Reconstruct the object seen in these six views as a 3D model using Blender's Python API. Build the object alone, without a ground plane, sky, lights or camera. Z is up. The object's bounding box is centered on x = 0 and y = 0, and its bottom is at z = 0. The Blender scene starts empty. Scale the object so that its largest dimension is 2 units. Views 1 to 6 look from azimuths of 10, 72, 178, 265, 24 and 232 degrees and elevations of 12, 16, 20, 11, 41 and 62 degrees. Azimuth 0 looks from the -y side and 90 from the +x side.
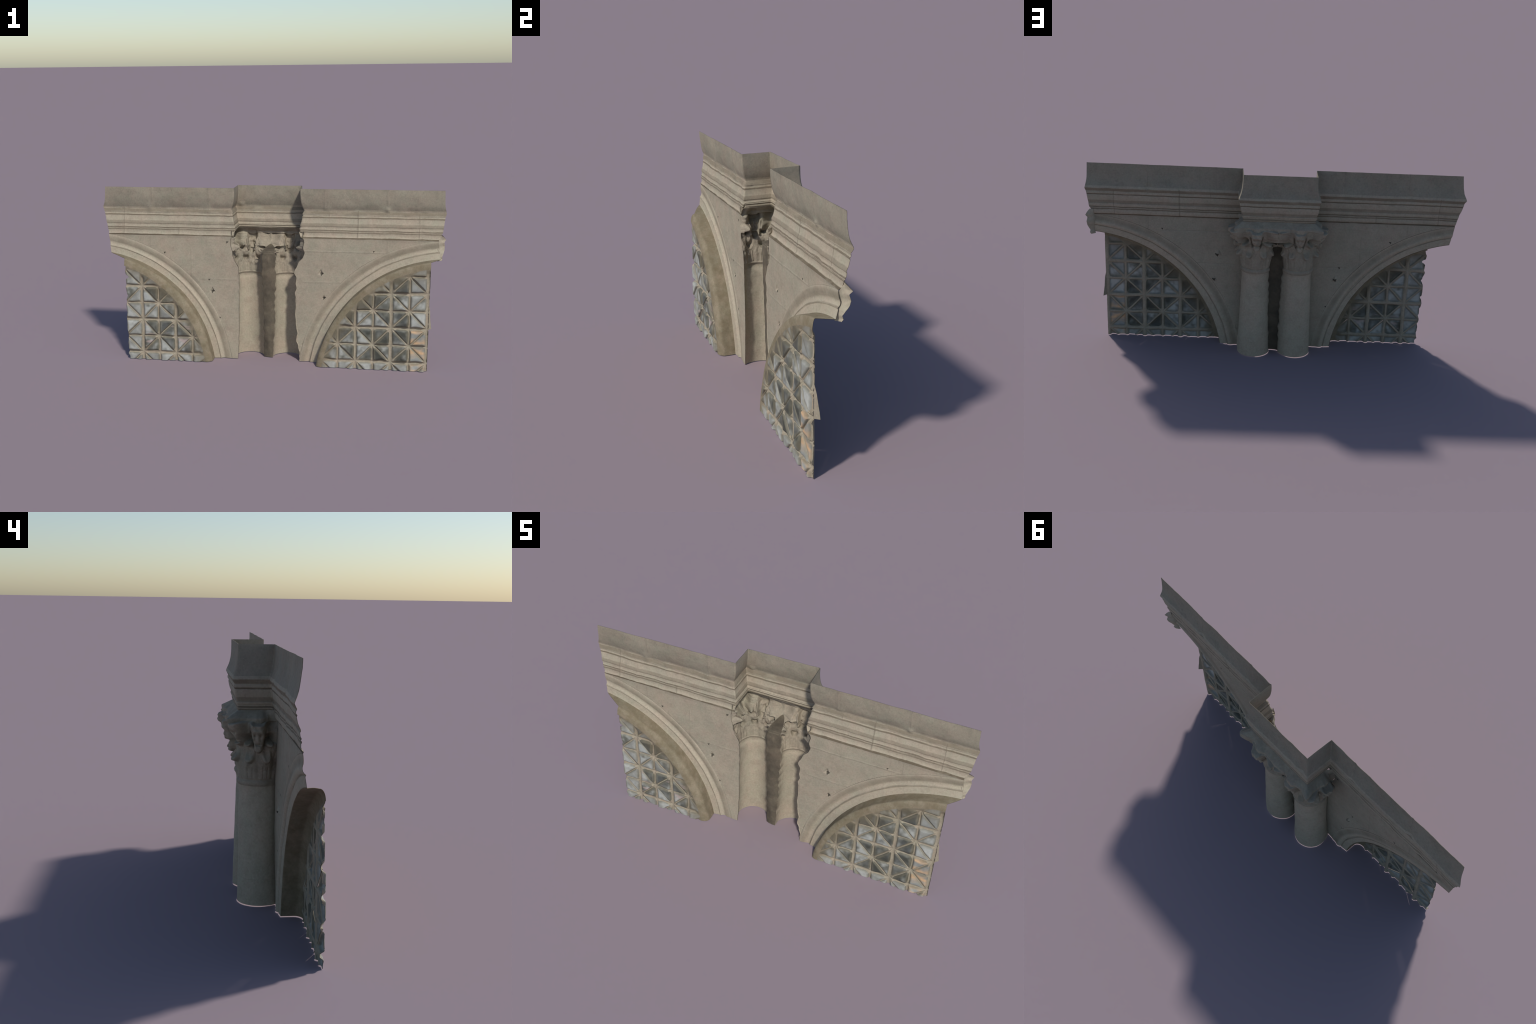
"""Hollow shell of a church facade bay: twin engaged columns under a projecting
entablature block, flanked by wall wings with arches and latticed windows.
The carved front faces +y; the shell is open at the back (-y)."""
import bpy, math
import numpy as np

TH = 0.002          # thickness of the shell
RNG = np.random.default_rng(7)

# ----------------------------------------------------------------- noise
def _hash(ix, iy, iz, seed):
    h = (ix * 374761393 + iy * 668265263 + iz * 2147483647 + seed * 974634777) & 0xFFFFFFFF
    h = ((h ^ (h >> 13)) * 1274126177) & 0xFFFFFFFF
    return ((h ^ (h >> 16)) & 0xFFFF) / 32767.5 - 1.0

def vnoise(x, y, z, seed=0):
    x, y, z = np.broadcast_arrays(np.asarray(x, float), np.asarray(y, float), np.asarray(z, float))
    xi, yi, zi = (np.floor(v).astype(np.int64) for v in (x, y, z))
    f = [v - np.floor(v) for v in (x, y, z)]
    u, v, w = (g * g * (3 - 2 * g) for g in f)
    r = 0
    for a in (0, 1):
        for b in (0, 1):
            for c in (0, 1):
                r = r + _hash(xi + a, yi + b, zi + c, seed) * \
                    (u if a else 1 - u) * (v if b else 1 - v) * (w if c else 1 - w)
    return r

def fbm(x, y, z, freq, octaves=3, seed=0):
    s, a, t = 0.0, 1.0, 0.0
    for o in range(octaves):
        s = s + a * vnoise(x * freq, y * freq, z * freq, seed + o)
        t += a; a *= .5; freq *= 2.1
    return s / t

def sstep(a, b, x):
    t = np.clip((np.asarray(x, float) - a) / (b - a), 0, 1)
    return t * t * (3 - 2 * t)

def curve(x, pts):
    p = np.array(pts, float)
    o = np.argsort(p[:, 0])
    return np.interp(x, p[o, 0], p[o, 1])

# ----------------------------------------------------------------- sheet builder
class Sheet:
    """Collects patches, welds them, gives them thickness and splits them by region."""
    def __init__(self):
        self.v, self.f, self.r, self.n = [], [], [], 0
    def grid(self, P, region, flip=False):
        n, m, _ = P.shape
        idx = np.arange(n * m).reshape(n, m) + self.n
        a, b, c, d = idx[:-1, :-1], idx[:-1, 1:], idx[1:, 1:], idx[1:, :-1]
        q = np.stack([a, d, c, b] if flip else [a, b, c, d], -1).reshape(-1, 4)
        self.v.append(P.reshape(-1, 3)); self.n += n * m
        self.f.append(q)
        R = np.empty((n - 1, m - 1), object)
        if isinstance(region, np.ndarray):
            R[...] = region
        else:
            for i in range(n - 1):
                for j in range(m - 1):
                    R[i, j] = region
        self.r.append(R.reshape(-1))
    def faces(self, P, F, R):
        self.v.append(P); self.f.append(np.asarray(F) + self.n); self.n += len(P)
        A = np.empty(len(F), object)
        for i, k in enumerate(R):
            A[i] = k
        self.r.append(A)
    def build(self):
        V = np.concatenate(self.v); F = np.concatenate(self.f); R = np.concatenate(self.r)
        key = np.round(V / 2e-4).astype(np.int64)
        _, first, inv = np.unique(key, axis=0, return_index=True, return_inverse=True)
        inv = inv.reshape(-1)
        V = V[first]; F = inv[F]
        V[:, 1] -= .0015
        keep, polys, regs = [], [], []
        for f, r in zip(F.tolist(), R):
            g = [k for i, k in enumerate(f) if k != f[i - 1]]
            if len(set(g)) == len(g) and len(g) >= 3:
                polys.append(g); regs.append(r)
        # area weighted vertex normals of the whole surface
        N = np.zeros_like(V)
        for size in (3, 4):
            ids = [i for i, g in enumerate(polys) if len(g) == size]
            if not ids: continue
            A = np.array([polys[i] for i in ids])
            nn = np.cross(V[A[:, 2]] - V[A[:, 0]], V[A[:, 3 if size == 4 else 1]] - V[A[:, 1 if size == 4 else 0]])
            if size == 3:
                nn = np.cross(V[A[:, 1]] - V[A[:, 0]], V[A[:, 2]] - V[A[:, 0]])
            for k in range(size):
                np.add.at(N, A[:, k], nn)
        N /= np.maximum(np.linalg.norm(N, axis=1, keepdims=True), 1e-12)
        nv = len(V)
        front, back = V + N * TH / 2, V - N * TH / 2
        front[:, 2] = np.maximum(front[:, 2], 0); back[:, 2] = np.maximum(back[:, 2], 0)
        W = np.concatenate([front, back])
        WN = np.concatenate([N, -N])
        edges = {}
        for i, g in enumerate(polys):
            for k in range(len(g)):
                e = (g[k - 1], g[k])
                edges.setdefault((min(e), max(e)), []).append((i, e))
        byreg = {}
        for g, r in zip(polys, regs):
            byreg.setdefault(r, []).append(g)
            byreg[r].append([k + nv for k in reversed(g)])
        for k, u in edges.items():
            if len(u) == 1:
                i, (a, b) = u[0]
                byreg[regs[i]].append([b, a, a + nv, b + nv])
        return W, WN, byreg

OBJ = {}
def make_object(name, W, WN, polys, mat, parent=None):
    ids = sorted({k for g in polys for k in g})
    m = {k: i for i, k in enumerate(ids)}
    me = bpy.data.meshes.new(name)
    me.from_pydata(W[ids].tolist(), [], [[m[k] for k in g] for g in polys])
    me.polygons.foreach_set('use_smooth', [True] * len(me.polygons))
    me.materials.append(mat)
    me.normals_split_custom_set_from_vertices(WN[ids].tolist())
    me.update()
    o = bpy.data.objects.new(name, me)
    bpy.context.scene.collection.objects.link(o)
    if parent is not None:
        o.parent = parent
    return o

# ----------------------------------------------------------------- materials
class NT:
    def __init__(self, name):
        self.mat = bpy.data.materials.new(name); self.mat.use_nodes = True
        self.t = self.mat.node_tree; self.n = self.t.nodes; self.l = self.t.links
        self.bsdf = self.n['Principled BSDF']
        self.obj = self.n.new('ShaderNodeTexCoord').outputs['Object']
        sp = self.n.new('ShaderNodeSeparateXYZ'); self.l.new(self.obj, sp.inputs[0])
        self.x, self.y, self.z = sp.outputs
    def set(self, sock, v):
        if hasattr(v, 'is_output'): self.l.new(v, sock)
        else: sock.default_value = v
    def noise(self, scale, detail=3, rough=.55, stretch=None, offset=(0, 0, 0)):
        src = self.obj
        if stretch or any(offset):
            mp = self.n.new('ShaderNodeMapping'); self.l.new(src, mp.inputs[0])
            mp.inputs['Location'].default_value = offset
            mp.inputs['Scale'].default_value = stretch or (1, 1, 1)
            src = mp.outputs[0]
        t = self.n.new('ShaderNodeTexNoise'); self.l.new(src, t.inputs['Vector'])
        t.inputs['Scale'].default_value = scale; t.inputs['Detail'].default_value = detail
        t.inputs['Roughness'].default_value = rough
        return t.outputs['Fac']
    def math(self, op, a, b=0.0, c=0.0, clamp=False):
        m = self.n.new('ShaderNodeMath'); m.operation = op; m.use_clamp = clamp
        for s, v in zip(m.inputs, (a, b, c)): self.set(s, v)
        return m.outputs[0]
    def ramp(self, fac, stops):
        r = self.n.new('ShaderNodeValToRGB'); self.l.new(fac, r.inputs[0])
        e = r.color_ramp.elements
        while len(e) < len(stops): e.new(.5)
        for k, (p, c) in zip(e, stops):
            k.position = p; k.color = (c, c, c, 1) if isinstance(c, (int, float)) else (*c, 1)
        return r.outputs[0]
    def mix(self, fac, a, b, blend='MIX'):
        m = self.n.new('ShaderNodeMix'); m.data_type = 'RGBA'; m.blend_type = blend
        self.set(m.inputs[0], fac)
        for s, v in ((m.inputs[6], a), (m.inputs[7], b)):
            self.set(s, (*v, 1) if isinstance(v, tuple) and len(v) == 3 else v)
        return m.outputs[2]
    def joints(self, lines):
        """dark mortar lines and painted foot shadow: ('x'|'z', position, other axis low, high, half width)"""
        wob = self.math('MULTIPLY', self.math('SUBTRACT', self.noise(14), .5), .012)
        tot = None
        for ax, p, lo, hi, w in lines:
            a, b = (self.x, self.z) if ax == 'x' else (self.z, self.x)
            k = self.math('ABSOLUTE', self.math('SUBTRACT', self.math('ADD', a, wob), p))
            k = self.math('SUBTRACT', 1, self.math('DIVIDE', k, w), clamp=True)
            g = self.math('COMPARE', b, (lo + hi) / 2, (hi - lo) / 2)
            k = self.math('MULTIPLY', k, g)
            tot = k if tot is None else self.math('MAXIMUM', tot, k)
        return tot
    def finish(self, col, rough=.9, bump=.15, scale=160, dist=.002):
        self.set(self.bsdf.inputs['Base Color'], col)
        self.bsdf.inputs['Roughness'].default_value = rough
        self.bsdf.inputs['Specular IOR Level'].default_value = .2
        b = self.n.new('ShaderNodeBump'); b.inputs['Strength'].default_value = bump
        b.inputs['Distance'].default_value = dist
        self.l.new(self.noise(scale, 4, .6), b.inputs['Height'])
        self.l.new(b.outputs[0], self.bsdf.inputs['Normal'])
        return self.mat

def mul(c, k): return tuple(v * k for v in c)

STONE = (.360, .316, .248)
def stone_base(nt, base, drift=1.0):
    warm = (base[0] * 1.02, base[1] * .975, base[2] * .945)
    cool = (base[0] * .955, base[1] * .985, base[2] * .955)
    c = nt.mix(nt.ramp(nt.noise(7, 4, .6), [(.35, 0), (.65, 1)]), cool, warm)
    tone = nt.ramp(nt.noise(4.5, 5, .62, offset=(3, 1, 7)), [(.3, 1 - .13 * drift), (.7, 1 + 0.0)])
    c = nt.mix(1.0, c, tone, 'MULTIPLY')
    blotch = nt.ramp(nt.noise(21, 5, .68, offset=(1, 6, 3)), [(.30, .86), (.5, 1), (.7, 1.05)])
    c = nt.mix(.8, c, blotch, 'MULTIPLY')
    hue = nt.ramp(nt.noise(38, 3, .6, offset=(8, 3, 1)), [(.36, (.96, 1.0, .965)), (.5, (1, 1, 1)), (.66, (1.035, .985, .99))])
    c = nt.mix(.5, c, hue, 'MULTIPLY')
    grain = nt.ramp(nt.noise(110, 4, .75), [(.28, .80), (.48, 1), (.70, 1.14)])
    c = nt.mix(.8, c, grain, 'MULTIPLY')
    fleck = nt.ramp(nt.noise(150, 2, .6, offset=(5, 5, 2)), [(.62, 0), (.72, 1)])
    return nt.mix(nt.math('MULTIPLY', fleck, .4), c, mul(base, 1.3))

def mat_stone(name, base, lines=(), drift=1.0, bump=.15, dirt=None):
    nt = NT(name)
    c = stone_base(nt, base, drift)
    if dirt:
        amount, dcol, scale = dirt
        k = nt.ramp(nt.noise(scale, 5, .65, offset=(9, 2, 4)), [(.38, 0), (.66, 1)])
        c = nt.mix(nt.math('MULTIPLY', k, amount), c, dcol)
    if name.startswith('wall'):
        scan_spot = None
        for cx, cz, r in SCAN_HOLES:
            dx = nt.math('DIVIDE', nt.math('SUBTRACT', nt.x, cx), r); dz = nt.math('DIVIDE', nt.math('SUBTRACT', nt.z, cz), r)
            tri = nt.math('MAXIMUM', nt.math('MAXIMUM', dz, nt.math('SUBTRACT', nt.math('MULTIPLY', dx, .8), nt.math('MULTIPLY', dz, .7))),
                          nt.math('SUBTRACT', nt.math('MULTIPLY', dx, -1.1), nt.math('MULTIPLY', dz, .3)))
            k = nt.math('LESS_THAN', nt.math('ADD', tri, nt.math('MULTIPLY', nt.noise(60), .3)), .85)
            scan_spot = k if scan_spot is None else nt.math('MAXIMUM', scan_spot, k)
        c = nt.mix(nt.math('MULTIPLY', scan_spot, .85), c, (.03, .026, .02))
    if lines:
        c = nt.mix(nt.math('MULTIPLY', nt.math('MULTIPLY', nt.joints(lines), nt.ramp(nt.noise(16, 3), [(.35, .15), (.6, 1)])), .45), c, mul(base, .5))
    return nt.finish(c, bump=bump)

SCAN_HOLES = [(.306, .528, .010), (.321, .386, .009), (-.336, .405, .010), (-.296, .245, .006), (-.245, .70, .007), (-.62, .63, .006), (.205, .102, .008), (.60, .665, .005), (-.355, .475, .006)]  # dark triangular specks standing in for holes in the scan
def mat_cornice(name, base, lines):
    """stone with sooty dirt lying in the drips and grooves between the mouldings"""
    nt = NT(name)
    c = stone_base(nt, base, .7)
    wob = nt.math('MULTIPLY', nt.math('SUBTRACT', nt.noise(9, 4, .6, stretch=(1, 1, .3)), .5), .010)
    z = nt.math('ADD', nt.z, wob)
    soot_shade = None
    for zc, hw, amt in ((.8765, .0075, .62), (.8505, .0030, .8), (.8075, .0085, .45), (.7785, .0030, .75), (.768, .0035, .65), (.735, .0045, 1.0)):  # lowest band is the painted shadow line under the cornice
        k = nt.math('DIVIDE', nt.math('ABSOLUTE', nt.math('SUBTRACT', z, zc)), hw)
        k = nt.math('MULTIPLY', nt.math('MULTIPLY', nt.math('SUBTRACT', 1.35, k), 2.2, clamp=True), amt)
        soot_shade = k if soot_shade is None else nt.math('MAXIMUM', soot_shade, k)
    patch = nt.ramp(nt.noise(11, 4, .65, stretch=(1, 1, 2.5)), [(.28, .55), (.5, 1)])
    soot_shade = nt.math('MULTIPLY', soot_shade, patch)
    c = nt.mix(soot_shade, c, (.120, .096, .066))
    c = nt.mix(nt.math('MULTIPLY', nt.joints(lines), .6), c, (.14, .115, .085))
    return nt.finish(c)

def mat_arch(name, base, cx, cz, R):
    """stone with shade painted in the hollow outside the roll and in the quirk under it"""
    nt = NT(name)
    c = stone_base(nt, base, .8)
    dx, dz = nt.math('SUBTRACT', nt.x, cx), nt.math('SUBTRACT', nt.z, cz)
    r = nt.math('SQRT', nt.math('ADD', nt.math('MULTIPLY', dx, dx), nt.math('MULTIPLY', dz, dz)))
    d = nt.math('ADD', nt.math('SUBTRACT', r, R), nt.math('MULTIPLY', nt.math('SUBTRACT', nt.noise(10, 4), .5), .012))
    soot_shade = None
    for dc, hw, amt in ((.0375, .0035, .75), (.080, .016, .55)):  # slope shade of the cavetto and quirk, put into the colour
        k = nt.math('DIVIDE', nt.math('ABSOLUTE', nt.math('SUBTRACT', d, dc)), hw)
        k = nt.math('MULTIPLY', nt.math('SUBTRACT', 1.4, k, clamp=True), amt)
        soot_shade = k if soot_shade is None else nt.math('MAXIMUM', soot_shade, k)
    soot_shade = nt.math('MULTIPLY', soot_shade, nt.ramp(nt.noise(13, 4, .65), [(.28, .4), (.6, 1)]))
    c = nt.mix(soot_shade, c, (.165, .138, .098))
    return nt.finish(c)

def arch_stain(nt, c, side):
    """brown run-off stain on the glazing just under the arch"""
    cx, cz, R = ((-1.070, -.112, .713), (1.033, -.131, .730))[side]
    dx, dz = nt.math('SUBTRACT', nt.x, cx), nt.math('SUBTRACT', nt.z, cz)
    r = nt.math('SQRT', nt.math('ADD', nt.math('MULTIPLY', dx, dx), nt.math('MULTIPLY', dz, dz)))
    d = nt.math('ADD', nt.math('SUBTRACT', r, R - .085), nt.math('MULTIPLY', nt.math('SUBTRACT', nt.noise(9, 4), .5), .10))
    k = nt.math('MULTIPLY', nt.math('DIVIDE', d, .085, clamp=True), .65)
    return nt.mix(k, c, (.165, .138, .090))

def mat_lattice(name, base, side):
    nt = NT(name)
    c = stone_base(nt, base, 1.0)
    k = nt.ramp(nt.noise(26, 5, .65, offset=(9, 2, 4)), [(.38, 0), (.66, 1)])
    c = nt.mix(nt.math('MULTIPLY', k, .4), c, (.20, .17, .115))
    return nt.finish(arch_stain(nt, c, side), bump=.2)

def mat_pane(name, kind, ox):
    nt = NT(name)
    rnd = nt.n.new('ShaderNodeObjectInfo').outputs['Random']
    dark, mid, light = (.062, .064, .053), (.140, .142, .120), (.37, .38, .35)
    sh = nt.math('MULTIPLY', nt.math('SUBTRACT', rnd, .5), .48)
    f = nt.math('ADD', nt.noise(17, 2, .5), sh)
    c = nt.ramp(f, [(.33, dark), (.5, mid), (.68, light)])
    blue = nt.ramp(nt.noise(9, 2, .5, offset=(4, 4, 4)), [(.45, 0), (.65, 1)])
    c = nt.mix(nt.math('MULTIPLY', blue, .2), c, (.22, .240, .255))
    if kind == 'peach':
        k = nt.ramp(nt.noise(14, 2, .5, stretch=(.6, 1, 1.6), offset=(2, 7, 1)), [(.42, 0), (.6, 1)])
        c = nt.mix(nt.math('MULTIPLY', k, .8), nt.mix(.6, c, light), (.60, .37, .19))
    if kind == 'pale':
        c = nt.mix(.5, c, (.40, .405, .375))
    if kind == 'rose':
        k = nt.ramp(nt.noise(22, 2, .5, stretch=(.5, 1, 1.8)), [(.5, 0), (.62, 1)])
        c = nt.mix(nt.math('MULTIPLY', k, .7), c, (.42, .33, .30))
    # olive dirt gathered along the bars
    u = nt.math('DIVIDE', nt.math('SUBTRACT', nt.x, ox), .1); v = nt.math('DIVIDE', nt.math('SUBTRACT', nt.z, .0455), .1)
    pp = lambda a: nt.math('PINGPONG', nt.math('ADD', a, 40), .5)
    du, dv = nt.math('MULTIPLY', pp(u), .1), nt.math('MULTIPLY', pp(v), .1)
    da = nt.math('MULTIPLY', pp(nt.math('MULTIPLY', nt.math('ADD', u, v), .5)), .1414)
    db = nt.math('MULTIPLY', pp(nt.math('MULTIPLY', nt.math('SUBTRACT', u, v), .5)), .1414)
    dm = nt.math('MINIMUM', nt.math('MINIMUM', du, dv), nt.math('ADD', nt.math('MINIMUM', da, db), .004))
    k = nt.math('SUBTRACT', 1, nt.math('DIVIDE', nt.math('SUBTRACT', nt.math('ADD', dm, nt.math('MULTIPLY', nt.math('SUBTRACT', nt.noise(22, 3), .5), .016)), .007), .012), clamp=True)
    c = nt.mix(nt.math('MULTIPLY', k, .75), c, (.165, .150, .108))
    c = arch_stain(nt, c, 0 if ox < 0 else 1)
    g = nt.ramp(nt.noise(60, 3, .6), [(.3, .88), (.7, 1.08)])
    c = nt.mix(.8, c, g, 'MULTIPLY')
    return nt.finish(c, rough=.55, bump=.1, scale=60)

FOOT_SHADOW = [('z', .7335, -1, 1, .011)]  # shadow line under the cornice, painted into the wall colour
WALL_LINES = [('z', .658, .2, .69, .0025), ('z', .477, .2, .43, .0025), ('z', .477, -.40, -.19, .0025),
              ('x', .676, .655, .735, .0025), ('x', -.707, .66, .735, .0025), ('x', -.459, .49, .655, .0025)]
ATTIC_LINES = [('x', -.691, .89, 1.02, .003), ('x', -.353, .89, 1.02, .0022), ('x', .674, .89, 1.02, .003), ('x', .318, .89, 1.02, .002)]
CORN_LINES = [('x', -.864, .74, .89, .003), ('x', .509, .73, .89, .005), ('x', .852, .74, .88, .003), ('x', -.531, .73, .78, .003), ('x', .348, .85, .88, .002)]
M = dict(
    wall=mat_stone('wall_limestone', mul(STONE, .95), WALL_LINES + FOOT_SHADOW),
    attic=mat_stone('weathered_limestone', (.288, .256, .204), ATTIC_LINES, 1.3),
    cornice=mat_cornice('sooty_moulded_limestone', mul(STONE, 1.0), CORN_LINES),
    arch=mat_stone('keystone_limestone', mul(STONE, 1.02), [], .8),
    arch0=mat_arch('arch_limestone', mul(STONE, 1.08), -1.070, -.112, .750), arch1=mat_arch('arch_limestone', mul(STONE, 1.08), 1.033, -.131, .767),
    soffit=mat_stone('stained_soffit_stone', (.262, .224, .160), [], 1.2, dirt=(.65, (.150, .120, .070), 24)),
    shaft=mat_stone('column_limestone', mul(STONE, 1.06), [('z', .105, -.3, .3, .002)], .6, bump=.25),
    capital=mat_stone('carved_limestone', mul(STONE, .97), [], 1.2, bump=.25, dirt=(.4, (.165, .140, .105), 24)),
    strip=mat_stone('sooty_shaded_strip_stone', (.150, .125, .092), [], 1.2, dirt=(.85, (.062, .052, .040), 10)),  # dark base holds baked recess shade, mottled with soot
    lattice0=mat_lattice('lattice_stone', mul(STONE, .95), 0), lattice1=mat_lattice('lattice_stone', mul(STONE, .95), 1),
)
for _i, _ox in enumerate((-.740, .508)):
    for _k, _n in (('', 'mottled_pane'), ('pale', 'pale_pane'), ('peach', 'peach_pane'), ('rose', 'rose_pane')):
        M['pane' + ('_' + _k if _k else '') + str(_i)] = mat_pane(_n, _k, _ox)

S = Sheet()

# ----------------------------------------------------------------- entablature
# moulding profile: height, outward offset
PROFILE = [(1.014, 0), (.985, 0), (.955, .0020), (.935, .0050), (.918, .0088), (.902, .0145), (.892, .0190), (.887, .0210), (.884, .0205),
           (.876, .0165), (.868, .012), (.8655, .0130), (.862, .0145), (.856, .0140), (.8535, .0125), (.850, .0095), (.847, .0105),
           (.844, .0115), (.832, .0095), (.822, .0075), (.815, .0050), (.808, .0020), (.802, .0005), (.800, .0015), (.797, .0030),
           (.789, .0022), (.783, .0010), (.780, -.0015), (.7775, -.0020), (.775, -.0005), (.771, -.0010), (.769, -.0032),
           (.766, -.0035), (.763, -.0015), (.752, -.0022), (.745, -.0040), (.741, -.0070), (.738, -.0110), (.734, -.0155)]
zp = np.array([p[0] for p in PROFILE]); op = np.array([p[1] for p in PROFILE])
# resample so the attic is not made of long strips
zz = np.concatenate([np.linspace(1.014, .89, 18, endpoint=False), zp[zp <= .89]])
oo = np.interp(-zz, -zp, op)
zblock = np.where(zz > .80, zz, .764 + (zz - .734) * (.80 - .764) / (.80 - .734))
LEFT_END = [(1.014, -.972), (.95, -.978), (.92, -.984), (.905, -.991), (.889, -.999), (.873, -.989), (.828, -.979), (.80, -.971), (.738, -.957), (.73, -.958)]
RIGHT_END = [(1.014, .987), (.936, .989), (.91, .993), (.882, .999), (.861, .992), (.80, .984), (.777, .981), (.765, .972), (.75, .962), (.73, .958)]
XL, XR, YF = -.203, .174, .133        # sides and front of the projecting block at the top

def wall_y(x, z): return -.0215 + .0045 * (z / .73) + .004 * np.sign(x) * sstep(.5, .2, np.abs(x)) * sstep(.3, 0, z)
def wing_y(x): return np.where(np.asarray(x) < 0, -.0055 + .004 * (x + .2), .003 - .002 * (x - .18))
def path_columns():
    cols = []
    joints = (-.864, -.691, -.531, -.353)
    u = np.linspace(0, 1, 110)
    cols += [('wl', t) for t in u]
    cols += [('sl', t) for t in np.linspace(0, 1, 24)[1:]]
    cols += [('fr', t) for t in np.linspace(0, 1, 60)[1:]]
    cols += [('sr', t) for t in np.linspace(0, 1, 24)[1:]]
    cols += [('wr', t) for t in np.linspace(0, 1, 116)[1:]]
    return cols
cols = path_columns()
n, m = len(zz), len(cols)
P = np.zeros((n, m, 3))
le, re = curve(zz, LEFT_END), curve(zz, RIGHT_END)
stop = sstep(.772, .757, zz)
ob = np.maximum(oo, -.0045)          # the block has no undercut at its foot
for j, (k, t) in enumerate(cols):
    if k == 'wl':
        xc = XL - oo - .016 * stop
        P[:, j, 0] = le + (xc - le) * t; P[:, j, 1] = wing_y(P[:, j, 0]) + oo; P[:, j, 2] = zz
    elif k == 'sl':
        o_ = oo + (ob - oo) * min(1, t * 14); y0 = wing_y(XL) + oo; y1 = YF - .002 + ob
        P[:, j, 0] = XL - o_ - .016 * stop * max(0, 1 - t * 14); P[:, j, 1] = y0 + (y1 - y0) * t; P[:, j, 2] = zz + (zblock - zz) * min(1, t * 14)
    elif k == 'fr':
        x0, x1 = XL - ob, XR + ob
        P[:, j, 0] = x0 + (x1 - x0) * t; P[:, j, 1] = YF - .002 + .004 * t + ob; P[:, j, 2] = zblock
    elif k == 'sr':
        o_ = oo + (ob - oo) * min(1, (1 - t) * 14); y1 = wing_y(XR) + oo; y0 = YF + .002 + ob
        P[:, j, 0] = XR + o_ + .006 * t + .022 * stop * max(0, 1 - (1 - t) * 14); P[:, j, 1] = y0 + (y1 - y0) * t; P[:, j, 2] = zblock + (zz - zblock) * max(0, 1 - (1 - t) * 14)
    else:
        xc = XR + .006 + oo + .022 * stop
        P[:, j, 0] = xc + (re - xc) * t; P[:, j, 1] = wing_y(P[:, j, 0]) + oo; P[:, j, 2] = zz
X, Y, Z = P[..., 0], P[..., 1], P[..., 2]
wob = .0035 * fbm(X, Y * .3, Z, 5, 2, 3) + .0022 * fbm(X, Y, Z, 26, 3, 5)
attic = sstep(.89, .93, Z)
wob = wob + attic * (.003 * fbm(X, 0 * X, Z, 9, 2, 8))
for ax, p, lo, hi, w in ATTIC_LINES + CORN_LINES:              # open vertical joints
    wob = wob - .0022 * np.exp(-((X - p) / .004) ** 2) * sstep(lo - .01, lo + .004, Z) * (1 - sstep(hi - .004, hi + .008, Z)) * (np.abs(Y) < .06)
for px, pz, a, r in ((-.71, .893, -.008, .02), (.675, .895, -.010, .016), (.335, .90, -.005, .02), (-.36, .885, -.005, .02), (-.185, .90, -.008, .014)):
    wob = wob + a * np.exp(-((X - px) ** 2 + (Z - pz) ** 2) / r ** 2)   # broken arrises
wob = wob + .006 * np.exp(-((X + .93) / .09) ** 2) * sstep(1.012, .95, Z) * sstep(.80, .86, Z)
wob = wob - .006 * np.clip(fbm(X, Y, Z, 17, 3, 77) - .22, 0, 1) * (Z < .90)          # bruised arrises
kk = np.array([c[0] for c in cols])
side = np.isin(kk, ['sl', 'sr'])[None, :]
Y += np.where(side, 0, wob)
X += np.where(side, np.where(X < 0, -wob, wob) * .6, 0)
wing = np.isin(kk, ['wl', 'wr'])
foot = wall_y(X[-1], .733)
Y[-1] = np.where(wing, foot, Y[-1]); Z[-1] = np.where(wing, .7328, Z[-1])
P = np.stack([X, Y, Z], -1)
R = np.empty((n - 1, m - 1), object)
for i in range(n - 1):
    zc = (zz[i] + zz[i + 1]) / 2
    for j in range(m - 1):
        k = cols[j + 1][0]
        top = zc > .8945
        if k == 'wl': R[i, j] = ('attic', 0) if top else ('cornice', 0)
        elif k == 'wr': R[i, j] = ('attic', 1) if top else ('cornice', 1)
        else: R[i, j] = ('block', 0) if top else ('block_cornice', 0)
S.grid(P, R, flip=True)

# ----------------------------------------------------------------- walls, arches, soffits, windows
ARCH = [dict(side=-1, cx=-1.070, cz=-.112, R=.750, Ro=.852, xe_out=-.958, xe_in=-.942, xe_win=-.843),
        dict(side=1, cx=1.033, cz=-.131, R=.767, Ro=.866, xe_out=.958, xe_in=.972, xe_win=.919)]
ARCHIVOLT = [(0, -.034), (.002, -.0325), (.010, -.0310), (.032, -.0275), (.0355, -.0285), (.0375, -.0305), (.040, -.0275), (.043, -.0240),
             (.048, -.0208), (.054, -.0192), (.060, -.0192), (.065, -.0208), (.070, -.0228), (.080, -.0238), (.092, -.0235), (.100, -.0215)]
WALL_EDGE = {-1: [(0, -.190), (.1, -.182), (.3, -.178), (.55, -.178), (.58, -.194), (.62, -.213), (.68, -.222), (.71, -.224), (.735, -.219)],
             1: [(0, .182), (.04, .180), (.10, .170), (.2, .161), (.45, .158), (.55, .160), (.58, .177), (.62, .199), (.68, .207), (.71, .208), (.735, .202)]}
def wall_edge(z, s):
    jag = .45 * (np.abs(((z * 15 + .5 * np.sin(z * 9)) % 1) * 2 - 1) - .5) + 1.0 * vnoise(z * 34, 0, 0, 21) * (.55 + .45 * vnoise(z * 7, 0, 0, 23))
    return curve(z, WALL_EDGE[s]) + jag * np.where(z > .02, .0105 if s > 0 else .003, 0)

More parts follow.
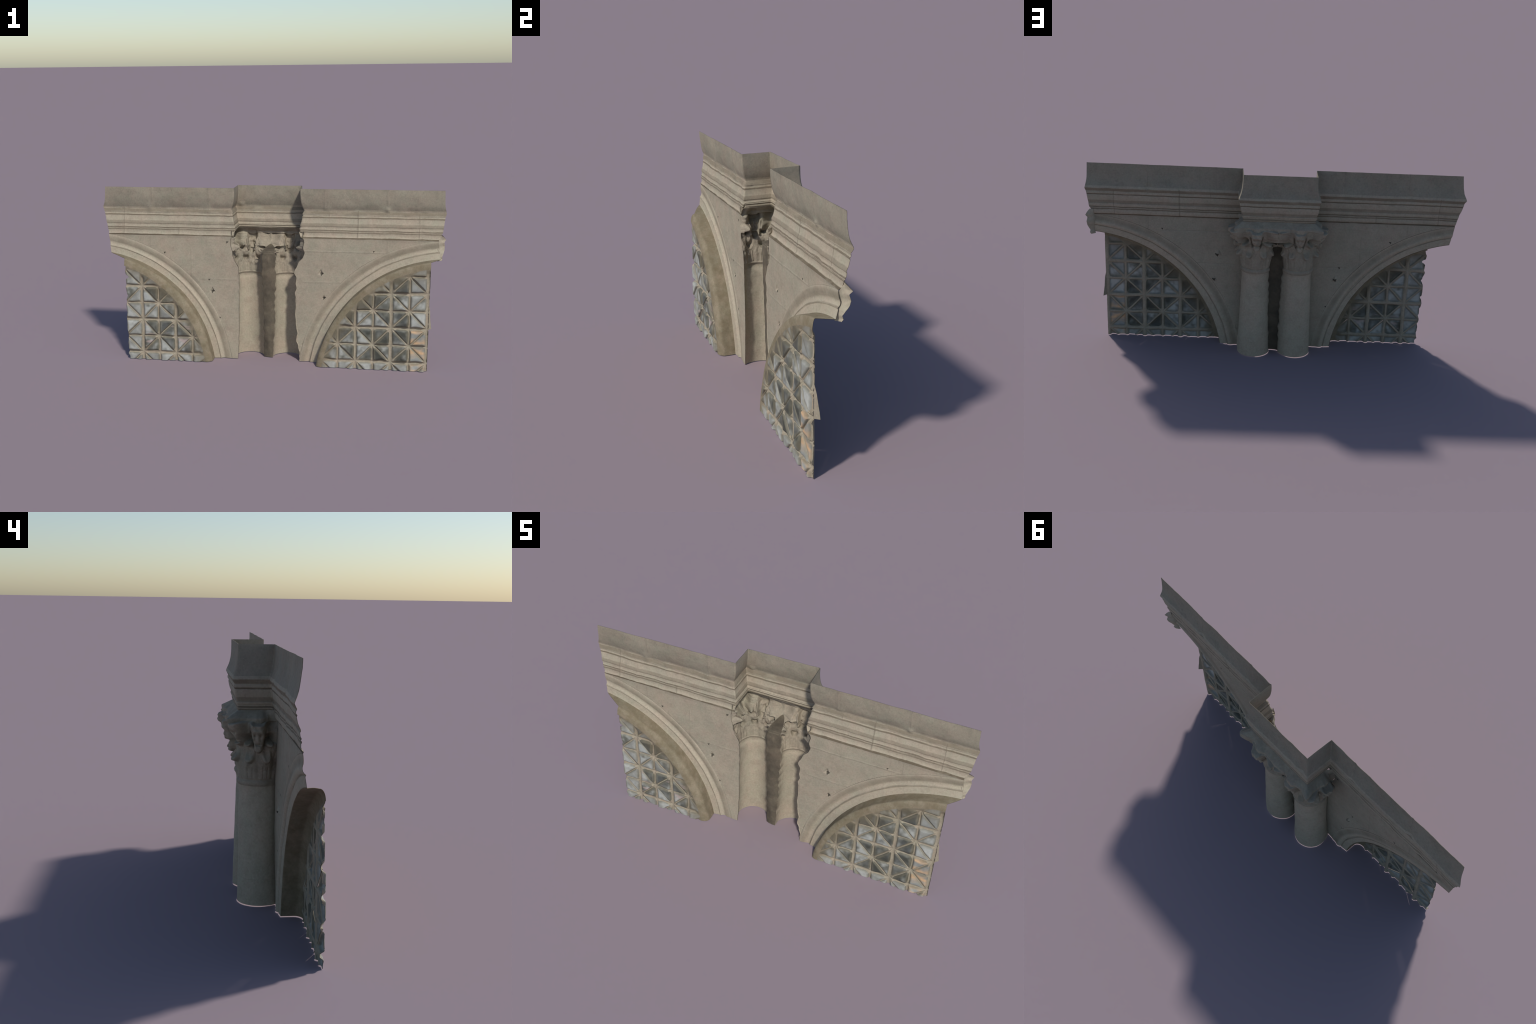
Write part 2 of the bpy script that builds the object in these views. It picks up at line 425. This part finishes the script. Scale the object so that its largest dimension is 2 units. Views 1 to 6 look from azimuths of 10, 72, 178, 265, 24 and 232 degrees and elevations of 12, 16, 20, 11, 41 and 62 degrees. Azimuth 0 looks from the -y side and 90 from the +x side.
SCAN_DENTS = [(.300, .535, .013, .009), (.319, .388, .008, .009), (-.337, .41, .012, .009), (-.527, .54, .008, .005), (-.30, .245, .006, .006), (.20, .10, .010, .006)]
def scan_dents(x, z):
    d = 0
    for cx, cz, r, a in SCAN_DENTS:       # triangular dents copying folds and holes of the scan mesh
        u, v = (x - cx) / r, (z - cz) / r
        tri = np.maximum(np.maximum(-v, .87 * u + .5 * v), -.87 * u + .5 * v)
        d = d + a * sstep(1.0, .35, tri) * (0.5 + .5 * np.clip(u + .6, 0, 1))
    return d
def grooves(x, z, lines, depth, w):
    d = 0
    for ax, p, lo, hi, _ in lines:
        a, b = (x, z) if ax == 'x' else (z, x)
        d = d - depth * np.exp(-((a - p) / w) ** 2) * sstep(lo - .01, lo + .01, b) * sstep(hi + .01, hi - .01, b)
    return d

def win_y(x, z): return -.1065 + .016 * z + .005 * x

NT_ = 190
tt = np.linspace(0, 1, NT_)
for ai, A in enumerate(ARCH):
    s, cx, cz, Rr, Ro = A['side'], A['cx'], A['cz'], A['R'], A['Ro']
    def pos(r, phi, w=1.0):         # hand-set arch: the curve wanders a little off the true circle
        d = np.interp(np.degrees(phi), [8, 18, 24, 33, 42, 50, 58, 68, 80], [.001, .002, .004, .006, .006, .004, .003, .001, -.001]) if s < 0 else \
            np.interp(np.degrees(phi), [10, 25, 40, 55, 65, 75, 85], [-.005, -.004, -.003, -.001, 0, -.001, 0])
        r = r + d * w
        return cx - s * r * np.cos(phi), np.maximum(cz + r * np.sin(phi), 0)
    def phis(r, xe):
        p0 = math.asin(-cz / r); p1 = math.acos(min(1, abs(xe - cx) / r))
        return p0 + (p1 - p0) * tt
    # archivolt
    prof = np.array(ARCHIVOLT)
    dr = prof[:, 0] * (Ro - Rr) / .100
    G = np.zeros((NT_, len(dr), 3))
    for j, d in enumerate(dr):
        r = Rr + d
        xe = A['xe_in'] + (A['xe_out'] - A['xe_in']) * d / dr[-1]
        x, z = pos(r, phis(r, xe), float(np.interp(d / dr[-1], [0, .5, 1], [1, .9, 0])))
        z[0] = 0
        y = prof[j, 1] + (.004 if s > 0 else 0) * math.sin(math.pi * min(1, d / dr[-1])) + .0045 * (z / .73) * (d / dr[-1])
        y = y + .0018 * fbm(x, 0 * x, z, 12, 2, 11) * min(1, d / .01)
        if j == len(dr) - 1: y = wall_y(x, z)
        G[:, j] = np.stack([x, y, z], -1)
    S.grid(G, ('archivolt', ai), flip=(s < 0))
    # wall wing: from the arch's outer edge to the columns
    NW = 170
    W = np.zeros((NT_, NW, 3))
    xo, zo = pos(Ro, phis(Ro, A['xe_out']), 0)
    xin = wall_edge(zo, s)
    for j in range(NW):
        u = j / (NW - 1)
        x = xo + (xin - xo) * u; z = zo
        f = min(1, u * 12) * min(1, (1 - u) * 25) * sstep(.733, .715, z)
        y = wall_y(x, z) + (.0042 * fbm(x, 0 * x, z, 6, 4, 13) + scan_dents(x, z) + grooves(x, z, WALL_LINES, .0012, .0035)) * f
        W[:, j] = np.stack([x, y, z], -1)
    W[-1, :, 2] = np.maximum(W[-1, :, 2], .733)
    S.grid(W, ('wall', ai), flip=(s > 0))
    # close the sliver between the wall's top row and the cornice
    # soffit and rounded frame
    ys = [0, .02, .06, .15, .3, .45, .6, .75, .9, 1.0]
    prof2 = [(0, -.032)] + [(-.001, -.032 - .056 * k) for k in ys[1:]]
    fil = [(-.036 * (1 - math.cos(a)) - .001, -.088 - .018 * math.sin(a), a) for a in np.linspace(0, math.pi / 2, 9)[1:]]
    G = np.zeros((NT_, len(prof2) + len(fil), 3))
    for j in range(len(prof2) + len(fil)):
        d, y0 = prof2[j] if j < len(prof2) else fil[j - len(prof2)][:2]
        r = Rr + d
        k = min(1, max(0, (-.032 - y0) / .056))
        xe = A['xe_in'] + (A['xe_win'] - A['xe_in']) * k ** 1.2
        x, z = pos(r, phis(r, xe), 1.0 if j < len(prof2) else 1 - (j - len(prof2) + 1) / len(fil))
        z[0] = 0
        y = np.full(NT_, y0)
        if j >= len(prof2):
            w = (j - len(prof2) + 1) / len(fil)
            y = -.088 + (win_y(x, z) - .006 + .088) * math.sin(w * math.pi / 2)
        rr = .0025 * fbm(x, y * 2, z, 14, 2, 17) * min(1, j / 3) * (1 if j < len(prof2) + len(fil) - 1 else 0)
        x = x + s * rr; z = z - rr * .5 * sstep(0, .02, z)
        G[:, j] = np.stack([x, y, z], -1)
    S.grid(G, ('soffit', ai), flip=(s > 0))
    A['Rw'] = Rr - .037

# carved keystone remnant at the broken end of the right arch
zk = np.linspace(.622, .765, 40)
edge_x = curve(zk, [(.622, .979), (.632, .981), (.645, .976), (.662, .983), (.68, .992), (.700, .998), (.722, .993), (.736, .998), (.75, .988), (.765, .974)])
edge_y = curve(zk, [(.622, -.013), (.632, -.006), (.645, -.014), (.662, -.004), (.68, .010), (.700, .018), (.722, .010), (.736, .018), (.75, .006), (.765, -.002)])
base_y = curve(zk, [(.622, -.031), (.635, -.028), (.67, -.022), (.69, -.012), (.715, -.018), (.735, -.012), (.75, .0), (.765, .001)])
K = np.zeros((40, 12, 3))
for j in range(12):
    u = j / 11
    K[:, j] = np.stack([.957 + .004 * np.sin(zk * 60) + (edge_x - .957) * u,
                        base_y + (edge_y - base_y) * (u ** .55) + .003 * vnoise(zk * 60, u * 4, 0, 5) * u, zk], -1)
S.grid(K, ('keystone', 0), flip=True)

# ----------------------------------------------------------------- twin columns with their capitals
MID = -.0135
COL = [dict(cx=-.1255, cy=.036), dict(cx=.0975, cy=.042)]
zr = np.concatenate([np.linspace(0, .46, 93, endpoint=False), np.linspace(.46, .62, 64, endpoint=False),
                     np.linspace(.62, .769, 76)])
SHAFT_R = [(0, .0845), (.06, .0835), (.10, .0825), (.30, .0765), (.44, .0725), (.462, .0735), (.475, .0765)]
BELL = [(.475, .0765), (.480, .0805), (.487, .0825), (.494, .0805), (.498, .0765), (.51, .0770), (.54, .0815), (.56, .0850), (.60, .0910), (.65, .0985), (.69, .1060), (.72, .1130)]
rad = np.radians
def sup(d, w, p=4): return np.exp(-np.abs(d / w) ** p)

def ray_rect(th, hx, hy):
    return np.minimum(hy / np.maximum(np.cos(th), 1e-3), hx / np.maximum(np.abs(np.sin(th)), 1e-3))

LEAF_ANGLES = (-140, -99, -62, -22.5, 22.5, 62, 99, 140)
VOLUTES = (46, -46, 120, -120)
MASKS = (0, 81, -81)
CURLS = (34, -34, 60, -60, 104, -104)
def rad_col(th, z, ci):
    """outward radius of column ci at angle th (0 faces +y, + toward +x)"""
    c = COL[ci]; outer = -1 if ci == 0 else 1
    a = np.abs(th)
    r = np.where(z < .475, curve(z, SHAFT_R), curve(z, BELL)) + 0 * th
    ti = (z > .50)
    def tip(d, z, zc, half, A, droop=.013, above=.022, below=.0055):
        """a curled leaf tip: scalloped lower lip, soft back"""
        z0 = zc + droop * (d / half) ** 2
        q = z - z0
        return A * np.where(q > 0, np.exp(-(q / above) ** 2), np.exp(-(q / below) ** 2)) * sup(d, half, 4)
    # lower leaves
    for t0 in LEAF_ANGLES:
        d = th - rad(t0)
        inner = np.where((th * outer < 0) & (a > rad(50)), .5, 1.0)
        r = r + .004 * sup(d, rad(17), 6) * sstep(.500, .506, z) * sstep(.60, .58, z)
        r = r - .0025 * sup(np.abs(d) - rad(6), rad(1.8), 2) * sstep(.503, .51, z) * sstep(.560, .545, z)
        r = r + inner * tip(d, z, .573, rad(9.5), .024)
    # upper course swells under the abacus
    r = r + .012 * sstep(.655, .69, z)
    # curled leaf tips sitting in deep eyes beneath the volute arms
    for t0 in CURLS:
        d = th - rad(t0)
        r = r - .030 * sup(d, rad(8), 3) * np.exp(-np.abs((z - .668) / .0125) ** 3) * np.where(th * outer < 0, .45, 1)
        r = r + tip(d, z, .637, rad(8.5), .026, .008, .011)
    # masks, undercut at both sides
    for t0 in MASKS:
        d = th - rad(t0)
        w = rad(12.5) * (.62 + .38 * sstep(.61, .675, z))
        r = r + (.026 + .002 * sstep(.64, .72, z)) * sup(d, w, 5) * sstep(.606, .616, z - .010 * (d / w) ** 2)
        r = r - .016 * sup(np.abs(d) - w - rad(2.2), rad(2.4), 2) * sstep(.622, .635, z) * sstep(.705, .68, z)
        r = r + .009 * sup(d, rad(3), 2) * np.exp(-((z - .660) / .012) ** 2)
        r = r - .011 * (sup(d - rad(5), rad(2.8), 2) + sup(d + rad(5), rad(2.8), 2)) * np.exp(-((z - .679) / .007) ** 2)
        r = r + .006 * sup(d, rad(9), 4) * np.exp(-((z - .695) / .007) ** 2)
        r = r - .008 * sup(d, rad(6), 4) * np.exp(-((z - .642) / .005) ** 2)
    # corner volutes, shared in the middle
    for t0 in VOLUTES:
        d = th - rad(t0)
        shared = np.where((t0 * outer < 0) & (abs(t0) < 90), 1.0, 0.0)
        w = rad(10.5) + rad(5) * shared
        w = w * (.85 + .3 * sstep(.66, .73, z))
        A = .034 + .020 * sstep(.65, .725, z) + .010 * shared
        r = r + A * sup(d, w, 3.5) * np.where(shared > 0, sstep(.626, .668, z), sstep(.640, .654, z - .012 * (d / w) ** 2))
        r = r - .010 * sup(d, rad(4.5), 2) * np.exp(-((z - .690) / .007) ** 2) * (1 - shared)
        r = r + .006 * sup(d, rad(6), 2) * np.exp(-((z - .668) / .007) ** 2)
    r = r + sstep(.51, .56, z) * sstep(.74, .72, z) * (.004 + .003 * sstep(.60, .64, z)) * fbm(th * 1.3 + ci * 9, z * 9, 0 * z, 5, 3, 31)
    r = r + .0012 * fbm(th * .8 + 5 * ci, z * 5, 0 * z, 4, 2, 37)
    # abacus: concave slab with bosses, then the ledge back to the block
    hx = np.where(th * outer > 0, .109 - .012 * sstep(rad(85), rad(110), a), abs(MID - c['cx']) + .014)
    hy = .164 - c['cy']
    ab = ray_rect(th, hx, hy)
    corner = sup(a - rad(42), rad(9), 2) + .6 * sup(a - rad(120), rad(9), 2)
    ab = ab * (1 - .05 * np.abs(np.sin(2 * th)) ** 2 * (th * outer > 0)) - .008 * sup(a - rad(24), rad(12), 2) + .020 * corner * (th * outer > 0) + .008 * sup(a, rad(11), 4) + .008 * sup(a - rad(81), rad(12), 4)
    ab = ab + .005 * fbm(th * 2 + ci * 3, z * 6, 0 * z, 3, 2, 41)
    blk_x = np.where(th * outer > 0, (c['cx'] - (-.1965)) if ci == 0 else (.1685 - c['cx']), abs(MID - c['cx']) + .02)
    blk = ray_rect(th, blk_x, .1245 - c['cy'])
    zl = .727 - .011 * sup(a, rad(10), 4) - .009 * sup(a - rad(81), rad(10), 4) - .006 * sup(a - rad(43), rad(7), 2)
    up = sstep(-.003, .003, z - zl)
    r = r * (1 - up) + np.maximum(ab, 0) * up
    led = np.clip((z - .740) / (.769 - .740), 0, 1)
    r = r * (1 - led) + blk * led
    return r

NTH = 230
grid_rows = []
for ci, c in enumerate(COL):
    outer = -1 if ci == 0 else 1
    tf = np.linspace(0, rad(175), 700)
    row_th = np.zeros((len(zr), NTH))
    for i, z in enumerate(zr):
        # outer end: where the surface meets the wall
        r = rad_col(outer * tf, np.full_like(tf, z), ci)
        y = c['cy'] + r * np.cos(tf)
        k = np.argmax(y < -.0235 + .004 * z / .73); to = tf[k] if k > 0 else tf[-1]
        # inner end: strip between the shafts below, the other capital above
        x = c['cx'] - outer * r * 0 + (-outer) * 0
        ts = rad(98 if ci == 0 else 101)
        ti = ts + (rad(41.5) - ts) * float(sstep(.634, .660, z))
        a0, a1 = (-to, ti) if ci == 0 else (-ti, to)
        row_th[i] = np.linspace(a0, a1, NTH)
    zg = np.repeat(zr[:, None], NTH, 1)
    rg = rad_col(row_th, zg, ci)
    xg = c['cx'] + rg * np.sin(row_th); yg = c['cy'] + rg * np.cos(row_th)
    if ci == 0: yg = yg + .009 * sstep(.10, .40, zg) * sstep(.64, .52, zg) * np.clip(np.cos(row_th) * 1.5, 0, 1)
    jo, ji = (0, NTH - 1) if ci == 0 else (NTH - 1, 0)
    dxo = wall_edge(zr, outer) - outer * .002 - xg[:, jo]
    dyo = wall_y(wall_edge(zr, outer), zr) - .0012 - yg[:, jo]
    low = sstep(.664, .638, zr)
    sx = curve(zr, [(0, -.0400), (.1, -.040), (.3, -.042), (.5, -.046), (.62, -.046)] if ci == 0 else [(0, .0130), (.1, .021), (.3, .027), (.5, .031), (.62, .031)])
    sx = sx + .0045 * (np.abs((zr * 21 + .3 * ci) % 1 * 2 - 1) - .5 + vnoise(zr * 33, ci, 0, 4)) * sstep(.03, .08, zr)
    sy = curve(zr, [(0, .038 if ci == 0 else .027), (.12, .032), (.62, .032)])
    my = curve(zr, [(.62, .120), (.645, .138), (.665, .152), (.70, .163), (.725, .163), (.74, .163), (.769, .1265)])
    lx = np.sqrt(low); dxi = (sx * lx + MID * (1 - lx)) - xg[:, ji]; dyi = (sy * low + my * (1 - low)) - yg[:, ji]
    span = np.arange(NTH)
    for b in range(40):
        k = float(sstep(0, 1, 1 - b / 40))
        a_, b_ = (b, NTH - 1 - b) if ci == 0 else (NTH - 1 - b, b)
        xg[:, a_] += dxo * k; yg[:, a_] += dyo * k
        xg[:, b_] += dxi * k; yg[:, b_] += dyi * k
    c['P'] = np.stack([xg, yg, zg], -1); c['th'] = row_th
    grid_rows.append(c['P'])
# strip between the shafts
NS = 16
lp, rp = COL[0]['P'][:, -1], COL[1]['P'][:, 0]
ST = np.zeros((len(zr), NS, 3))
for j in range(NS):
    u = j / (NS - 1)
    ST[:, j] = lp * (1 - u) + rp * u
    ST[:, j, 1] += (-.006 * math.sin(math.pi * u) + .004 * fbm(zr * 1.0, u * .12, 0, 16, 2, 71) * math.sin(math.pi * u)) * (zr < .63)

def col_regions(ci):
    c = COL[ci]; th = c['th']; n, m = th.shape
    tc = np.degrees((th[:-1, :-1] + th[1:, 1:]) / 2); zc = ((zr[:-1] + zr[1:]) / 2)[:, None] + 0 * tc
    R = np.empty((n - 1, m - 1), object)
    for i in range(n - 1):
        for j in range(m - 1):
            t, z = tc[i, j], zc[i, j]
            if z < .475: k = ('shaft', ci)
            elif z < .499: k = ('necking', ci)
            elif z > .7225: k = ('abacus', 0)
            elif z < .600:
                q = int(np.argmin(np.abs(np.array(LEAF_ANGLES) - t))); d = abs(t - LEAF_ANGLES[q])
                k = ('leaf', ci, q) if d < 17 and z > .503 else ('capital', ci)
            else:
                k = ('capital', ci)
                for t0 in MASKS:
                    if abs(t - t0) < 13.5 * (.6 + .4 * min(1, max(0, (z - .61) / .055))) and z > .606: k = ('mask', ci, t0)
                for t0 in VOLUTES:
                    if abs(t - t0) < 15 and z > .656: k = ('volute', ci, t0)
                for t0 in CURLS:
                    if abs(t - t0) < 9 and .625 < z <= .656: k = ('leaf_curl', ci, t0)
            R[i, j] = k
    return R
S.grid(COL[0]['P'], col_regions(0), flip=True)
S.grid(COL[1]['P'], col_regions(1), flip=True)
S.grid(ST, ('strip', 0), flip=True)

# ----------------------------------------------------------------- latticed windows
PITCH = .1
WIN = [dict(ox=-.740, oz=.0455, edge=lambda z: -.8295 - .004 * sstep(.05, .25, z) - .004 * sstep(0, .5, z) + .010 * np.clip(np.abs(((z - .0455) / .1 + .5) % 1 - .5) * 4 - .6, 0, 1) * np.clip(.45 + .9 * vnoise(z * 13, 0, 0, 2), 0, 1.2) + .004 * vnoise(z * 60, 0, 0, 6) + .022 * np.exp(-((z - .497) / .012) ** 2)),
       dict(ox=.508, oz=.0455, edge=lambda z: .912 + .011 * z)]
PANE_DEPTH = .0125
BULGES = [[(-.60, .29, .025, -.004), (-.69, .10, .03, -.004)],
          [(.787, .279, .022, -.013), (.783, .083, .026, -.014), (.66, .30, .03, -.004), (.86, .29, .03, -.005), (.39, .27, .014, -.016)]]

def lattice_height(x, z, w, ai):
    """relief of the lattice: 1 on the bars, 0 in the panes; plus node swellings"""
    u, v = (x - w['ox']) / PITCH, (z - w['oz']) / PITCH
    iu, iv = np.round(u), np.round(v)
    du, dv = np.abs(u - iu) * PITCH, np.abs(v - iv) * PITCH
    wu = np.where(iu.astype(int) % 2 == 0, .0098, .0058) * (1 + .3 * fbm(x, 0 * x, z, 18, 2, 91)); wv = np.where(iv.astype(int) % 2 == 0, .0092, .0058) * (1 + .3 * fbm(x, 0 * x, z, 18, 2, 93))
    cu = np.where(iu.astype(int) % 2 == 0, 1.0, .74); cv = np.where(iv.astype(int) % 2 == 0, .95, .74)
    # diagonals run only between even nodes
    fu, fv = np.floor(u).astype(int), np.floor(v).astype(int)
    lu, lv = u - fu, v - fv
    even = (fu + fv) % 2 == 0
    dd = np.where(even, np.abs(lu - lv), np.abs(lu + lv - 1)) * PITCH * .7071
    pr = lambda d, wd: 1 - sstep(.45 * wd, 1.75 * wd, d)
    h = np.maximum(np.maximum(cu * pr(du, wu), cv * pr(dv, wv)), .60 * pr(dd, .0048))
    star = ((iu + iv).astype(int) % 2 == 0)
    rn = np.hypot(du, dv)
    h = np.maximum(h, np.where(star, 1.0 * (1 - sstep(.006, .024, rn)), 0))
    return h

def inset_triangle(T, widths):
    T = np.array(T, float); c = T.mean(0); out = []
    lines = []
    for k in range(3):
        a, b = T[k], T[(k + 1) % 3]; t = (b - a) / np.linalg.norm(b - a); nrm = np.array([-t[1], t[0]])
        if np.dot(c - a, nrm) < 0: nrm = -nrm
        lines.append((a + nrm * widths[k], t))
    for k in range(3):
        (p, d), (q, e) = lines[k - 1], lines[k]
        s = np.linalg.solve(np.array([d, -e]).T, q - p)
        out.append(p + d * s[0])
    return np.array(out)

PANE_KEYS = {}
for ai, (A, w) in enumerate(zip(ARCH, WIN)):
    irange = range(-1, 4) if ai == 0 else range(-2, 5)
    cxa, cza, Rw = A['cx'], A['cz'], A['Rw']
    prand = np.random.default_rng(20 + ai)
    for i in irange:
        for j in range(-1, 6):
            c00, c10 = (i, j), (i + 1, j); c01, c11 = (i, j + 1), (i + 1, j + 1)
            tris = [(c00, c10, c11), (c00, c11, c01)] if (i + j) % 2 == 0 else [(c00, c10, c01), (c10, c11, c01)]
            for ti, tri in enumerate(tris):
                T = [(w['ox'] + a * PITCH, w['oz'] + b * PITCH) for a, b in tri]
                wid = []
                for k in range(3):
                    p, q = tri[k], tri[(k + 1) % 3]
                    if p[0] == q[0]: wid.append(.0085 if p[0] % 2 == 0 else .0048)
                    elif p[1] == q[1]: wid.append(.0080 if p[1] % 2 == 0 else .0048)
                    else: wid.append(.0040)
                I = inset_triangle(T, wid); T = np.array(T)
                ns = 18
                def ring(Q, rnd=0.0):
                    pts = []
                    for k in range(3):
                        for q in range(ns):
                            pts.append(Q[k] + (Q[(k + 1) % 3] - Q[k]) * q / ns)
                    return np.array(pts)
                o, iR = ring(T), ring(I)
                cen = I.mean(0)
                # pull in the pane corners so that bars meet in soft fillets
                cd = np.min([np.linalg.norm(iR - I[k], axis=1) for k in range(3)], axis=0)
                iR = iR + (cen - iR) * (.13 * (1 - sstep(0, .020, cd)))[:, None]
                rings = [o, o + (iR - o) * .5, iR, cen + (iR - cen) * .90, cen + (iR - cen) * .78, cen + (iR - cen) * .55, cen + (iR - cen) * .3]
                pts = np.concatenate(rings + [cen[None]])
                x, z = pts[:, 0].copy(), pts[:, 1].copy()
                # gentle waviness of the hand-cut bars
                x += .0034 * fbm(x, 0 * x, z, 11, 2, 51 + ai); z = z + .0034 * fbm(x, 0 * x, z, 11, 2, 57 + ai)
                rr = np.hypot(x - cxa, z - cza)
                ex = w['edge'](np.clip(z, 0, .62))
                out_e = (x < ex) if ai == 0 else (x > ex)
                outside = (rr > Rw) | (z < 0) | out_e
                if outside.all(): continue
                h = lattice_height(pts[:, 0], pts[:, 1], w, ai)
                sag = prand.uniform(-.005, .0045)
                y = win_y(x, z) + (.0060 if ai == 0 else .0045) - PANE_DEPTH * (1 - h) + sag * (1 - h) + .003 * fbm(x, 0 * x, z, 16, 2, 61) * (1 - .5 * h)
                for bx, bz, br, ba in BULGES[ai]:
                    y = y + ba * np.exp(-((x - bx) ** 2 + (z - bz) ** 2) / br ** 2 * 1.6) * (1 - .6 * h)
                k = np.minimum(1, Rw / np.maximum(rr, 1e-6))
                x = cxa + (x - cxa) * k; z = np.maximum(cza + (z - cza) * k, 0)
                ex = w['edge'](np.clip(z, 0, .62))
                x = np.maximum(x, ex) if ai == 0 else np.minimum(x, ex)
                rr = np.minimum(rr, Rw)
                bl = sstep(Rw - .03, Rw, rr)
                y = y * (1 - bl) + (win_y(x, z) - .006) * bl
                nr = ns * 3
                F, RG = [], []
                pk = ('pane', ai, i * 100 + j * 2 + ti)
                for q in range(6):
                    for s_ in range(nr):
                        f = [q * nr + s_, q * nr + (s_ + 1) % nr, (q + 1) * nr + (s_ + 1) % nr, (q + 1) * nr + s_]
                        if outside[f].all(): continue
                        F.append(f); RG.append(('lattice', ai) if q < 2 else pk)
                for s_ in range(nr):
                    f = [6 * nr + s_, 6 * nr + (s_ + 1) % nr, 7 * nr, 7 * nr]
                    if outside[f].all(): continue
                    F.append(f); RG.append(pk)
                if not F: continue
                F = np.array(F)[:, ::-1]
                S.faces(np.stack([x, y, z], -1), F, RG)
                PANE_KEYS[pk] = T.mean(0)
# torn flap at the outer edge of the right window
zf = np.linspace(.243, .375, 24)
FL = np.zeros((24, 6, 3))
for j in range(6):
    u = j / 5
    FL[:, j] = np.stack([WIN[1]['edge'](zf) - .001 + (curve(zf, [(.243, .931), (.30, .924), (.35, .922), (.375, .917)]) - WIN[1]['edge'](zf)) * u,
                         win_y(.915, zf) + .002 + u * curve(zf, [(.243, .020), (.27, .018), (.34, .009), (.375, .002)]), zf], -1)
S.grid(FL, ('lattice', 1), flip=True)

# ----------------------------------------------------------------- assemble
W, WN, REG = S.build()
root = bpy.data.objects.new('facade_fragment', None)
root.empty_display_size = .1
bpy.context.scene.collection.objects.link(root)
root['label'] = 'weathered limestone facade bay with twin columns and latticed arches'
root['category'] = 'building facade'

def add(key, name, mat, parent):
    o = make_object(name, W, WN, REG.pop(key), M[mat], parent)
    OBJ[key] = o
    return o
for i in (0, 1):
    add(('wall', i), 'wall', 'wall', root)
    add(('attic', i), 'attic_wall', 'attic', root)
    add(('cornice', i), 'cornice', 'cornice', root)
    add(('archivolt', i), 'arch', 'arch%d' % i, root)
    add(('soffit', i), 'soffit', 'soffit', OBJ[('archivolt', i)])
    add(('lattice', i), 'window_lattice', 'lattice%d' % i, root)
    add(('shaft', i), 'column_shaft', 'shaft', root)
    add(('capital', i), 'capital', 'capital', root)
    add(('necking', i), 'necking_ring', 'capital', OBJ[('capital', i)])
add(('block', 0), 'entablature_block', 'attic', root)
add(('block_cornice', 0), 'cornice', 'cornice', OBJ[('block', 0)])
add(('abacus', 0), 'abacus', 'capital', root)
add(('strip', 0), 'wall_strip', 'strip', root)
add(('keystone', 0), 'keystone', 'arch', OBJ[('archivolt', 1)])
names = {'leaf': 'leaf', 'volute': 'volute', 'mask': 'carved_mask', 'leaf_curl': 'leaf_curl'}
for key in sorted([k for k in REG if k[0] in names]):
    add(key, names[key[0]], 'capital', OBJ[('capital', key[1])])
prng = np.random.default_rng(5)
for key in sorted([k for k in REG if k[0] == 'pane']):
    x, z = PANE_KEYS[key]
    r = prng.random()
    mat = 'pane'
    if key[1] == 1 and x > .80 and z < .22: mat = 'pane_peach' if x > .83 else 'pane'
    elif z < .05 or (x < -.77 and r < .8) or (x > .82 and r < .8): mat = 'pane_pale'
    elif key[1] == 0 and .1 < z < .22 and r < .5: mat = 'pane_rose'
    elif r < .14: mat = 'pane_pale'
    add(key, 'pane', mat + str(key[1]), OBJ[('lattice', key[1])])
assert not REG, list(REG)[:5]
